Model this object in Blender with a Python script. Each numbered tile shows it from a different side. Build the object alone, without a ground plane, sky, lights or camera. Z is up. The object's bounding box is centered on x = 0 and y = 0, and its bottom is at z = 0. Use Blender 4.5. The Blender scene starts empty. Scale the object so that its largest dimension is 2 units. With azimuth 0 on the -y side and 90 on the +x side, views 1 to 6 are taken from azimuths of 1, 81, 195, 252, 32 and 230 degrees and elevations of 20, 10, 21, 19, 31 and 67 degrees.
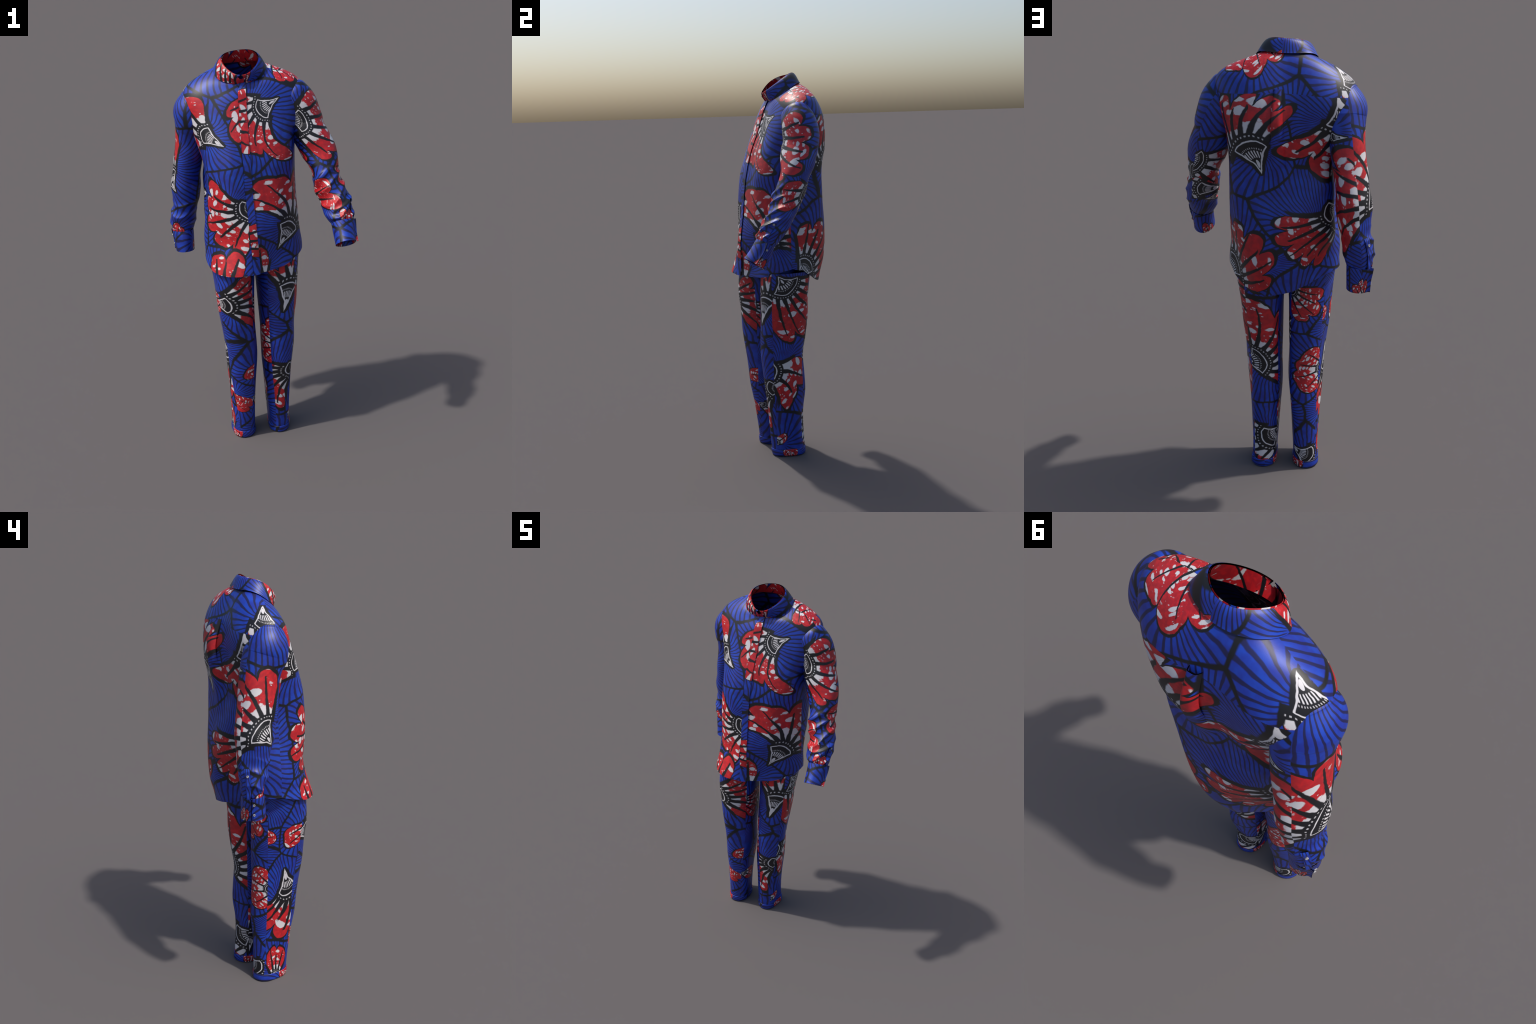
# ---------------------------------------------------------------- geometry helpers
import bpy, math, random
import numpy as np

random.seed(7)
TAU = 2 * math.pi


def hermite(K, x, y):
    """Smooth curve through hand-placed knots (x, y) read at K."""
    K = np.asarray(K, float); x = np.asarray(x, float); y = np.asarray(y, float)
    i = np.clip(np.searchsorted(x, K) - 1, 0, len(x) - 2)
    h = x[i + 1] - x[i]
    t = (K - x[i]) / h
    m = np.gradient(y, x, axis=0)
    if y.ndim > 1:
        ex = (slice(None),) * t.ndim + (None,) * (y.ndim - 1)
        t = t[ex]; h = h[ex]
    return (2*t**3 - 3*t**2 + 1)*y[i] + (t**3 - 2*t**2 + t)*h*m[i] + (-2*t**3 + 3*t**2)*y[i + 1] + (t**3 - t**2)*h*m[i + 1]


def ring_weights(th, M):
    """Closed Catmull-Rom weights: M evenly spaced control radii -> any angles."""
    th = np.asarray(th, float)
    W = np.zeros(th.shape + (M,))
    t = (th % TAU) / (TAU / M)
    i = np.floor(t).astype(int); f = t - i
    w = [-.5*f + f**2 - .5*f**3, 1 - 2.5*f**2 + 1.5*f**3, .5*f + 2*f**2 - 1.5*f**3, -.5*f**2 + .5*f**3]
    idx = np.indices(th.shape)
    for j in range(4):
        W[tuple(idx) + ((i - 1 + j) % M,)] += w[j]
    return W


def bump(x, c, w):
    return np.exp(-((x - c) / w) ** 2)


def smooth(a, b, x):
    t = np.clip((x - a) / (b - a), 0, 1)
    return t * t * (3 - 2 * t)


def wrap(a):
    return (a + math.pi) % TAU - math.pi


def grid_normals(G, closed=False):
    if closed:
        dv = np.roll(G, -1, 1) - np.roll(G, 1, 1)
    else:
        dv = np.gradient(G, axis=1)
    du = np.gradient(G, axis=0)
    n = np.cross(du, dv)
    return n / (np.linalg.norm(n, axis=2)[..., None] + 1e-12)


def sheet(name, G, Nrm, mat, parent, thick=0.0028, close=False, kind=None):
    """A piece of cloth: outer grid G, inner grid set in by its thickness, and rims all round."""
    r, c = G.shape[:2]
    inner = G - Nrm * thick
    a, b, d = G[r//2, c//2], G[r//2 + 1, c//2], G[r//2, (c//2 + 1) % c]
    turned = np.cross(b - a, d - a) @ Nrm[r//2, c//2] < 0      # which way the quads must wind
    V = np.concatenate([G.reshape(-1, 3), inner.reshape(-1, 3)])
    VN = np.concatenate([Nrm.reshape(-1, 3), -Nrm.reshape(-1, 3)])
    F = []
    cc = c if close else c - 1
    o = r * c
    for i in range(r - 1):
        for j in range(cc):
            k = (j + 1) % c
            a, b, d, e = i*c + j, i*c + k, (i + 1)*c + k, (i + 1)*c + j
            F.append((a, e, d, b))
            F.append((o + a, o + b, o + d, o + e))
    # rims with their own vertices
    rims = [[(0, j) for j in range(c)], [(r - 1, j) for j in range(c)]]
    flips = [False, True]
    if not close:
        rims += [[(i, 0) for i in range(r)], [(i, c - 1) for i in range(r)]]
        flips += [True, False]
    else:
        for q in rims[:2]:
            q.append((q[0][0], 0))
    extraV, extraN = [], []
    base = len(V)
    for path, fl in zip(rims, flips):
        P = np.array([G[p] for p in path]); Q = np.array([inner[p] for p in path])
        tng = np.gradient(P, axis=0)
        nn = np.cross(tng, np.array([Nrm[p] for p in path]))
        nn /= np.linalg.norm(nn, axis=1)[:, None] + 1e-12
        if fl:
            nn = -nn
        s = base + len(extraV)
        m = len(path)
        extraV += list(P) + list(Q); extraN += list(nn) + list(nn)
        for j in range(m - 1):
            q = (s + j, s + j + 1, s + m + j + 1, s + m + j)
            F.append(q[::-1] if fl else q)
    V = np.concatenate([V, np.array(extraV)]); VN = np.concatenate([VN, np.array(extraN)])
    if turned:
        F = [q[::-1] for q in F]
        for i in range(base, len(VN)):
            VN[i] = -VN[i]
    me = bpy.data.meshes.new(name)
    me.from_pydata([tuple(v) for v in V], [], F)
    me.validate()
    me.polygons.foreach_set("use_smooth", [True] * len(me.polygons))
    me.normals_split_custom_set_from_vertices([tuple(v) for v in VN])
    me.update()
    ob = bpy.data.objects.new(name, me)
    bpy.context.scene.collection.objects.link(ob)
    ob.parent = parent
    me.materials.append(mat)
    if kind:
        ob["kind"] = kind
    return ob


def empty(name, parent=None):
    ob = bpy.data.objects.new(name, None)
    ob.empty_display_size = .1
    bpy.context.scene.collection.objects.link(ob)
    ob.parent = parent
    return ob


# ---------------------------------------------------------------- the shirt body
# Control radii of horizontal sections round the body axis (angle 0 = +x, counter-clockwise).
AXIS = np.array([-.045, .02])
BODY_Z = [.9, .97, 1.04, 1.12, 1.2, 1.3, 1.4, 1.5, 1.6]
BODY_R = np.array([
    [.237, .217, .195, .185, .172, .165, .160, .175, .225, .268, .284, .285, .264, .239, .232, .238],
    [.252, .229, .198, .198, .187, .182, .170, .182, .225, .248, .268, .280, .253, .217, .216, .239],
    [.257, .223, .210, .214, .210, .198, .180, .190, .226, .237, .250, .255, .241, .210, .202, .241],
    [.248, .223, .221, .223, .215, .204, .192, .202, .226, .238, .235, .229, .235, .215, .212, .241],
    [.243, .236, .232, .225, .212, .210, .215, .232, .223, .227, .233, .232, .223, .215, .221, .235],
    [.236, .241, .241, .220, .205, .212, .221, .234, .210, .217, .237, .235, .207, .205, .216, .227],
    [.233, .242, .247, .206, .185, .183, .211, .235, .204, .213, .235, .229, .198, .193, .207, .225],
    [.236, .242, .247, .201, .188, .166, .192, .215, .214, .218, .228, .215, .184, .177, .201, .232],
    [.237, .250, .252, .230, .208, .182, .218, .245, .243, .233, .213, .181, .157, .155, .181, .220]])
# chest and shoulder rings (24 radii), climbing from level at the chest to the tilted neckline
YOKE_LIFT = [0, .3, .6, .85]
YOKE_R = np.array([
    [.272, .280, .278, .268, .251, .230, .213, .197, .196, .235, .285, .309, .285, .248, .219, .179, .149, .130, .119, .115, .121, .138, .175, .229],
    [.278, .298, .287, .263, .234, .202, .179, .175, .188, .222, .265, .303, .304, .263, .172, .133, .113, .098, .088, .085, .092, .107, .138, .181],
    [.276, .303, .280, .237, .202, .172, .152, .147, .160, .189, .222, .260, .288, .223, .155, .122, .103, .091, .084, .084, .087, .100, .128, .180],
    [.238, .276, .243, .199, .168, .144, .128, .124, .135, .157, .185, .212, .244, .193, .141, .109, .090, .081, .079, .082, .087, .101, .130, .176],
    [.193, .201, .189, .158, .140, .119, .102, .099, .108, .125, .149, .176, .180, .158, .130, .109, .096, .086, .080, .080, .084, .097, .121, .154]])
# the two edges of the collar as closed harmonic curves (rows x, y, z)
COLLAR_TOP = np.array([[-.0501, .0866, .0022, -.0008, .0021, .0018, .0009], [.0142, .0024, .0809, -.0018, -.0002, .0017, -.0009], [1.9591, -.003, .0485, .0082, .0025, -.001, .0005]])
COLLAR_HEM = np.array([[-.0551, .124, .0075, .0021, .0015, -.0013, -.0009], [.0385, .0088, .085, -.0007, -.0008, -.0005, -.0005], [1.9129, -.0029, .0452, .0062, .0017, -.0018, .0039]])
NECK_MID = np.array([-.055, .039, 0])


def harmonic(C, th):
    B = [np.ones_like(th)]
    for k in range(1, (C.shape[1] - 1) // 2 + 1):
        B += [np.cos(k * th), np.sin(k * th)]
    return np.moveaxis(np.tensordot(C, np.stack(B), (1, 0)), 0, -1)


def neckline(th):
    P = harmonic(COLLAR_HEM, th)
    return NECK_MID + (P - NECK_MID) * np.array([.94, .94, 1]) - np.array([0, 0, .006])


HEM_A = np.radians([-8, 0, 9, 14, 24, 37, 47, 56, 65, 75, 88, 103, 120, 131, 140, 150, 161, 175, 185, 194, 203, 215, 227, 238, 270, 300, 316, 331, 343, 352, 362])
HEM_Z = [1.018, 1.027, 1.016, 1.012, .987, .962, .944, .934, .929, .933, .943, .955, .968, .976, .984, .996, 1.010, 1.018, 1.016, 1.015, 1.006, .990, .975, .971, .970, .971, .973, .985, 1.003, 1.018, 1.027]


def hem_z(th):
    return np.interp(th % TAU, HEM_A, HEM_Z)


def body_point(th, s):
    """Shirt surface. s 0..1: hem to the last level section (z 1.6); 1..7: chest, shoulder rings, neckline."""
    th = np.asarray(th, float); s = np.asarray(s, float)
    # lower part
    z0 = hem_z(th)
    z = z0 + (1.6 - z0) * np.clip(s, 0, 1)
    W16 = ring_weights(th, 16)
    ctrl = hermite(z, BODY_Z, BODY_R)
    r = (ctrl * W16).sum(-1)
    low = np.stack([AXIS[0] + r*np.cos(th), AXIS[1] + r*np.sin(th), z], -1)
    # upper part: hermite through rings at the same angle
    W24 = ring_weights(th, 24)
    neck = neckline(th)
    rings = []
    for zz in (1.5, 1.6):
        rr = (hermite(np.full(th.shape, zz), BODY_Z, BODY_R) * W16).sum(-1)
        rings.append(np.stack([AXIS[0] + rr*np.cos(th), AXIS[1] + rr*np.sin(th), np.full(th.shape, zz)], -1))
    rr = W24 @ YOKE_R[0]
    rings.append(np.stack([AXIS[0] + rr*np.cos(th), AXIS[1] + rr*np.sin(th), np.full(th.shape, 1.7)], -1))
    for m, R in zip(YOKE_LIFT, YOKE_R[1:]):
        rr = W24 @ R
        c = AXIS + (NECK_MID[:2] - AXIS) * m
        rings.append(np.stack([c[0] + rr*np.cos(th), c[1] + rr*np.sin(th), 1.8 + m*(neck[..., 2] - 1.8)], -1))
    rings.append(neck)
    Y = np.stack(rings)                       # 8 rings, parameter 0..7 -> s 0(z1.5)..7
    k = np.clip(s, 0, 7)
    i = np.clip(np.floor(k).astype(int), 0, 6); t = (k - i)[..., None]
    m = np.gradient(Y, axis=0)
    take = lambda A, q: np.take_along_axis(A, np.broadcast_to(q[None, ..., None], (1,) + th.shape + (3,)), 0)[0]
    up = (2*t**3 - 3*t**2 + 1)*take(Y, i) + (t**3 - 2*t**2 + t)*take(m, i) + (-2*t**3 + 3*t**2)*take(Y, i + 1) + (t**3 - t**2)*take(m, i + 1)
    return np.where((s <= 1)[..., None], low, up)


def soft_folds(P, th):
    """Shallow hanging folds of the shirt body."""
    z = P[..., 2]
    a = .0035 * smooth(1.72, 1.45, z)
    f = np.sin(th*7 + 1.3 + 1.5*np.sin(3*z)) * .5 + np.sin(th*12 + 4*z) * .25
    side = .35 + .65 * np.abs(np.cos(th))
    return a * f * side


# seams, as angles for a given s:  side/yoke seams and the front opening
def seam_left(s):
    return np.radians(np.interp(s, [0, 1, 2, 7], [0, 0, 4, 7]))


def seam_right(s):
    return np.radians(np.interp(s, [0, 1, 2, 7], [194, 192, 182, 177]))


def seam_front(s):
    return np.radians(np.interp(s, [0, .35, .75, 2, 3, 7], [277, 277, 276.5, 277, 277, 271]))


def back_seam_s(th):
    """Where the yoke meets the back: highest at the middle of the back."""
    x = np.cos(th)
    return 3.05 - .42 * np.abs(x) ** 2.2


SHIRT_ROWS_LOW = np.concatenate([np.linspace(0, 1, 90)[:-1], np.linspace(1, 2.2, 16)[:-1]])
N_UP1, N_UP2 = 14, 44


def body_grid(cols):
    """cols: list of (from_seam, to_seam, n) -> full grid of angles; rows follow the yoke seam."""
    rows = []
    tmid = np.linspace(0, 1, N_UP1)
    tup = np.linspace(0, 1, N_UP2)[1:]
    nl = len(SHIRT_ROWS_LOW)
    nr = nl + N_UP1 + len(tup)
    f = np.concatenate([np.linspace(0, 1, n + 1)[:-1] + k for k, n in enumerate(cols)] + [[len(cols)]])
    TH = np.zeros((nr, len(f))); S = np.zeros_like(TH)
    for it in range(3):
        for i in range(nr):
            s_mean = SHIRT_ROWS_LOW[i] if i < nl else (2.2 + .8*tmid[i - nl] if i < nl + N_UP1 else 3 + 4*tup[i - nl - N_UP1])
            b = [seam_left(s_mean), seam_right(s_mean), seam_front(s_mean), seam_left(s_mean) + TAU]
            TH[i] = np.interp(f, range(4), b)
            bs = np.where(f <= 1, back_seam_s(TH[i]), 3.05 - .42)
            if i < nl:
                S[i] = SHIRT_ROWS_LOW[i]
            elif i < nl + N_UP1:
                S[i] = 2.2 + (bs - 2.2) * tmid[i - nl]
            else:
                S[i] = bs + (7 - bs) * tup[i - nl - N_UP1]
    return TH, S, nl + N_UP1 - 1


# ---------------------------------------------------------------- sleeves
# stations: spine x, y, z, then half-widths across and front-to-back
SLEEVE_LEFT = np.array([
    [.182, .066, 1.770, .094, .080],
    [.215, .072, 1.734, .092, .087],
    [.232, .075, 1.691, .0905, .090],
    [.246, .069, 1.641, .0925, .087],
    [.259, .058, 1.607, .086, .088],
    [.286, .042, 1.558, .085, .083],
    [.312, .022, 1.503, .086, .069],
    [.329, .004, 1.445, .072, .072],
    [.337, -.018, 1.393, .067, .071],
    [.350, -.043, 1.343, .073, .068],
    [.375, -.073, 1.292, .070, .061],
    [.388, -.112, 1.241, .070, .058],
    [.401, -.144, 1.191, .054, .049],
    [.406, -.170, 1.140, .048, .052],
    [.414, -.203, 1.088, .047, .059]])
SLEEVE_RIGHT = np.array([
    [-.272, .044, 1.747, .095, .083],
    [-.298, .049, 1.723, .087, .093],
    [-.303, .058, 1.690, .080, .099],
    [-.307, .075, 1.648, .077, .092],
    [-.316, .089, 1.589, .074, .087],
    [-.326, .096, 1.530, .071, .088],
    [-.338, .103, 1.470, .070, .088],
    [-.349, .115, 1.410, .068, .087],
    [-.358, .122, 1.349, .074, .087],
    [-.362, .128, 1.290, .068, .076],
    [-.373, .133, 1.227, .060, .071],
    [-.386, .139, 1.166, .065, .060],
    [-.393, .142, 1.110, .057, .052],
    [-.390, .138, 1.049, .049, .053],
    [-.389, .136, .985, .046, .054]])


def tube_frame(K, k):
    q = hermite(k, np.arange(len(K)), K)
    kk = np.linspace(0, len(K) - 1, 400)
    C = hermite(kk, np.arange(len(K)), K[:, :3])
    T = np.gradient(C, axis=0)
    T /= np.linalg.norm(T, axis=1)[:, None]
    t = np.stack([np.interp(k, kk, T[:, i]) for i in range(3)], -1)
    u = np.array([0, 1., 0]) - t * t[..., 1:2]
    u /= np.linalg.norm(u, axis=-1)[..., None]
    w = np.cross(t, u)
    return q, t, u, w


def tube_point(K, k, th, grow=0.0):
    """k: station along the sleeve, th: angle (0 = +x side, 90 = back)."""
    q, t, u, w = tube_frame(K, k)
    return q[..., :3] + w*((q[..., 3] + grow)*np.cos(th))[..., None] + u*((q[..., 4] + grow)*np.sin(th))[..., None]


def ridge(x):
    """Rounded crest with a narrower trough: how gathered cloth folds."""
    return 1 - 2*np.abs(np.sin(x)) ** .8


def folds_left(P, th):
    z = P[..., 2]
    a = wrap(th - math.radians(270))
    win = smooth(1.47, 1.39, z) * smooth(1.185, 1.225, z)
    ph = (z - .035*a - .012*np.sin(2*a + 9*z)) / .062 * math.pi
    front = .55 + .45*np.cos(a - .4)
    d = .0062 * win * ridge(ph) * front
    d += .0030 * smooth(1.62, 1.5, z) * np.sin(3*a + 20*z) * smooth(1.2, 1.25, z)
    # one long fold from the inner elbow up over the front
    d += .007 * bump(z - 1.385 - .05*(a + .6), 0, .013) * bump(a, -.2, 1.0)
    d += .008 * bump(z - 1.265 - .03*(a - .1), 0, .009) * bump(a, .3, .9)
    d += .006 * bump(z - 1.225, 0, .013) * (.5 + .5*np.cos(a))
    d -= .007 * bump(z - 1.345 - .03*(a + .7), 0, .010) * bump(a, -.8, .6)
    return d


def folds_right(P, th):
    z = P[..., 2]
    a = wrap(th - math.radians(200))
    win = smooth(1.3, 1.22, z) * smooth(1.095, 1.13, z)
    d = .0045 * win * ridge((z + .02*np.sin(2*a)) / .06 * math.pi) * (.6 + .4*np.cos(a - .7))
    d += .0022 * smooth(1.72, 1.55, z) * np.sin(4*a + 7*z)
    d += .006 * bump(z - 1.17, 0, .02) * bump(wrap(th - math.radians(250)), 0, .8)
    d -= .006 * bump(z - 1.125, 0, .012) * bump(wrap(th - math.radians(250)), 0, .9)
    return d


# ---------------------------------------------------------------- trouser legs
LEG_Z = [0, .06, .15, .25, .35, .45, .55, .65, .75, .85, .95, 1.05]
LEG_RIGHT = np.array([
    [.058, .061, .074, .088, .089, .075, .060, .059, .072, .083, .078, .066],
    [.061, .063, .077, .090, .088, .071, .056, .058, .072, .085, .084, .071],
    [.066, .068, .082, .091, .085, .068, .055, .058, .075, .093, .092, .078],
    [.073, .076, .091, .097, .084, .066, .056, .061, .080, .102, .105, .087],
    [.082, .085, .103, .107, .086, .067, .058, .065, .088, .116, .117, .098],
    [.090, .093, .108, .108, .088, .069, .060, .069, .095, .123, .125, .106],
    [.092, .095, .108, .108, .091, .072, .064, .075, .104, .130, .129, .108],
    [.092, .097, .113, .115, .098, .079, .072, .084, .115, .138, .130, .107],
    [.093, .099, .116, .122, .108, .089, .082, .096, .125, .140, .131, .108],
    [.099, .102, .118, .125, .114, .099, .090, .103, .133, .146, .132, .112],
    [.109, .110, .118, .123, .117, .106, .100, .109, .129, .138, .131, .118],
    [.119, .117, .118, .120, .118, .115, .113, .116, .123, .128, .129, .124]])
LEG_LEFT = np.array([
    [.053, .064, .084, .095, .086, .067, .053, .056, .070, .079, .072, .058],
    [.054, .061, .079, .093, .086, .069, .057, .059, .076, .087, .078, .062],
    [.057, .061, .075, .087, .087, .074, .062, .066, .083, .094, .084, .067],
    [.061, .063, .076, .088, .092, .080, .070, .075, .090, .101, .094, .075],
    [.066, .065, .081, .101, .098, .086, .078, .083, .099, .111, .108, .084],
    [.071, .068, .082, .100, .102, .090, .082, .088, .106, .123, .122, .095],
    [.077, .073, .084, .094, .102, .093, .084, .090, .111, .130, .128, .104],
    [.085, .082, .095, .108, .107, .097, .087, .093, .111, .129, .130, .107],
    [.095, .093, .107, .122, .115, .102, .092, .094, .109, .127, .136, .119],
    [.105, .101, .114, .124, .122, .109, .097, .096, .109, .126, .136, .124],
    [.117, .115, .126, .133, .128, .115, .104, .102, .111, .124, .132, .128],
    [.131, .133, .138, .140, .134, .122, .112, .109, .113, .121, .127, .130]])


LEG_AXIS = {"l": [(.055, .0), (.07, .005)], "r": [(-.135, -.036), (-.142, -.066)]}


def leg_point(K, z, th, grow=0.0):
    """Leg cloth: control radii (12 round) of level sections about a nearly upright axis."""
    (x0, y0), (x1, y1) = LEG_AXIS["l" if K is LEG_LEFT else "r"]
    f = z / 1.05
    r = (hermite(np.maximum(z, 0), LEG_Z, K) * ring_weights(th, 12)).sum(-1) + grow
    return np.stack([x0 + (x1 - x0)*f + r*np.cos(th), y0 + (y1 - y0)*f + r*np.sin(th), z], -1)


# seam angles at heights 0 / .25 / .5 / 1 : inner-front, front-outer, outer-back, back-inner
LEG_SEAM_Z = [0, .25, .5, 1.05]
SEAMS_LEFT = [[260, 258, 253, 251], [303, 309, 316, 321], [428, 428, 428, 428], [510, 510, 510, 510]]
SEAMS_RIGHT = [[298, 307, 318, 324], [263, 248, 236, 233], [138, 138, 138, 138], [58, 58, 58, 58]]


# ---------------------------------------------------------------- node expressions
class Ex:
    """A float socket (or number) in a node tree, with arithmetic."""
    def __init__(self, nt, s):
        self.nt, self.s = nt, s

    def op(self, name, *args):
        n = self.nt.nodes.new("ShaderNodeMath"); n.operation = name; n.hide = True
        for i, a in enumerate((self,) + args):
            a = a.s if isinstance(a, Ex) else a
            if isinstance(a, (int, float)):
                n.inputs[i].default_value = a
            else:
                self.nt.links.new(a, n.inputs[i])
        return Ex(self.nt, n.outputs[0])

    def __add__(s, o): return s.op("ADD", o)
    __radd__ = __add__
    def __sub__(s, o): return s.op("SUBTRACT", o)
    def __rsub__(s, o): return Ex(s.nt, o).op("SUBTRACT", s)
    def __mul__(s, o): return s.op("MULTIPLY", o)
    __rmul__ = __mul__
    def __truediv__(s, o): return s.op("DIVIDE", o)
    def __neg__(s): return s.op("MULTIPLY", -1.0)
    def abs(s): return s.op("ABSOLUTE")
    def min(s, o): return s.op("MINIMUM", o)
    def max(s, o): return s.op("MAXIMUM", o)
    def frac(s): return s.op("FRACT")
    def floor(s): return s.op("FLOOR")
    def cos(s): return s.op("COSINE")
    def sin(s): return s.op("SINE")
    def atan2(s, o): return s.op("ARCTAN2", o)
    def power(s, e): return s.op("POWER", e)
    def sqrt(s): return s.op("SQRT")
    def lt(s, o): return s.op("LESS_THAN", o)
    def gt(s, o): return s.op("GREATER_THAN", o)

    def step(s, a, b):
        """0 at a, 1 at b (a may be larger than b), softly."""
        n = s.nt.nodes.new("ShaderNodeMapRange"); n.interpolation_type = "SMOOTHSTEP"; n.hide = True
        lo, hi, f, t = (a, b, 0, 1) if a < b else (b, a, 1, 0)
        for i, v in zip((1, 2, 3, 4), (lo, hi, f, t)):
            n.inputs[i].default_value = v
        s.nt.links.new(s.s, n.inputs[0])
        return Ex(s.nt, n.outputs[0])


def mix_color(nt, fac, a, b):
    n = nt.nodes.new("ShaderNodeMix"); n.data_type = "RGBA"; n.hide = True
    for sock, v in ((n.inputs[0], fac), (n.inputs[6], a), (n.inputs[7], b)):
        v = v.s if isinstance(v, Ex) else v
        if isinstance(v, (tuple, list)):
            sock.default_value = (*v, 1)
        elif isinstance(v, (int, float)):
            sock.default_value = v
        else:
            nt.links.new(v, sock)
    return n.outputs[2]


def choose(fac, a, b):
    """Float blend a -> b by fac."""
    n = fac.nt.nodes.new("ShaderNodeMix"); n.data_type = "FLOAT"; n.hide = True
    for sock, v in ((n.inputs[0], fac), (n.inputs[2], a), (n.inputs[3], b)):
        v = v.s if isinstance(v, Ex) else v
        if isinstance(v, (int, float)):
            sock.default_value = v
        else:
            fac.nt.links.new(v, sock)
    return Ex(fac.nt, n.outputs[0])


def noise(nt, vec, scale, detail=2.0, rough=.5, color=False):
    n = nt.nodes.new("ShaderNodeTexNoise"); n.hide = True
    n.inputs["Scale"].default_value = scale; n.inputs["Detail"].default_value = detail; n.inputs["Roughness"].default_value = rough
    nt.links.new(vec, n.inputs["Vector"])
    return n.outputs["Color"] if color else Ex(nt, n.outputs["Fac"])


def combine(nt, x, y, z=0.0):
    n = nt.nodes.new("ShaderNodeCombineXYZ"); n.hide = True
    for i, v in enumerate((x, y, z)):
        v = v.s if isinstance(v, Ex) else v
        if isinstance(v, (int, float)):
            n.inputs[i].default_value = v
        else:
            nt.links.new(v, n.inputs[i])
    return n.outputs[0]


# print inks (linear)
BLUE = (.009, .052, .42)
BLUE2 = (.011, .028, .29)
NAVY = (.0090, .0090, .060)
BLACK = (.0062, .0062, .0088)
RED = (.56, .013, .018)
RED2 = (.38, .011, .018)
WHITE = (.62, .60, .62)


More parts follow.
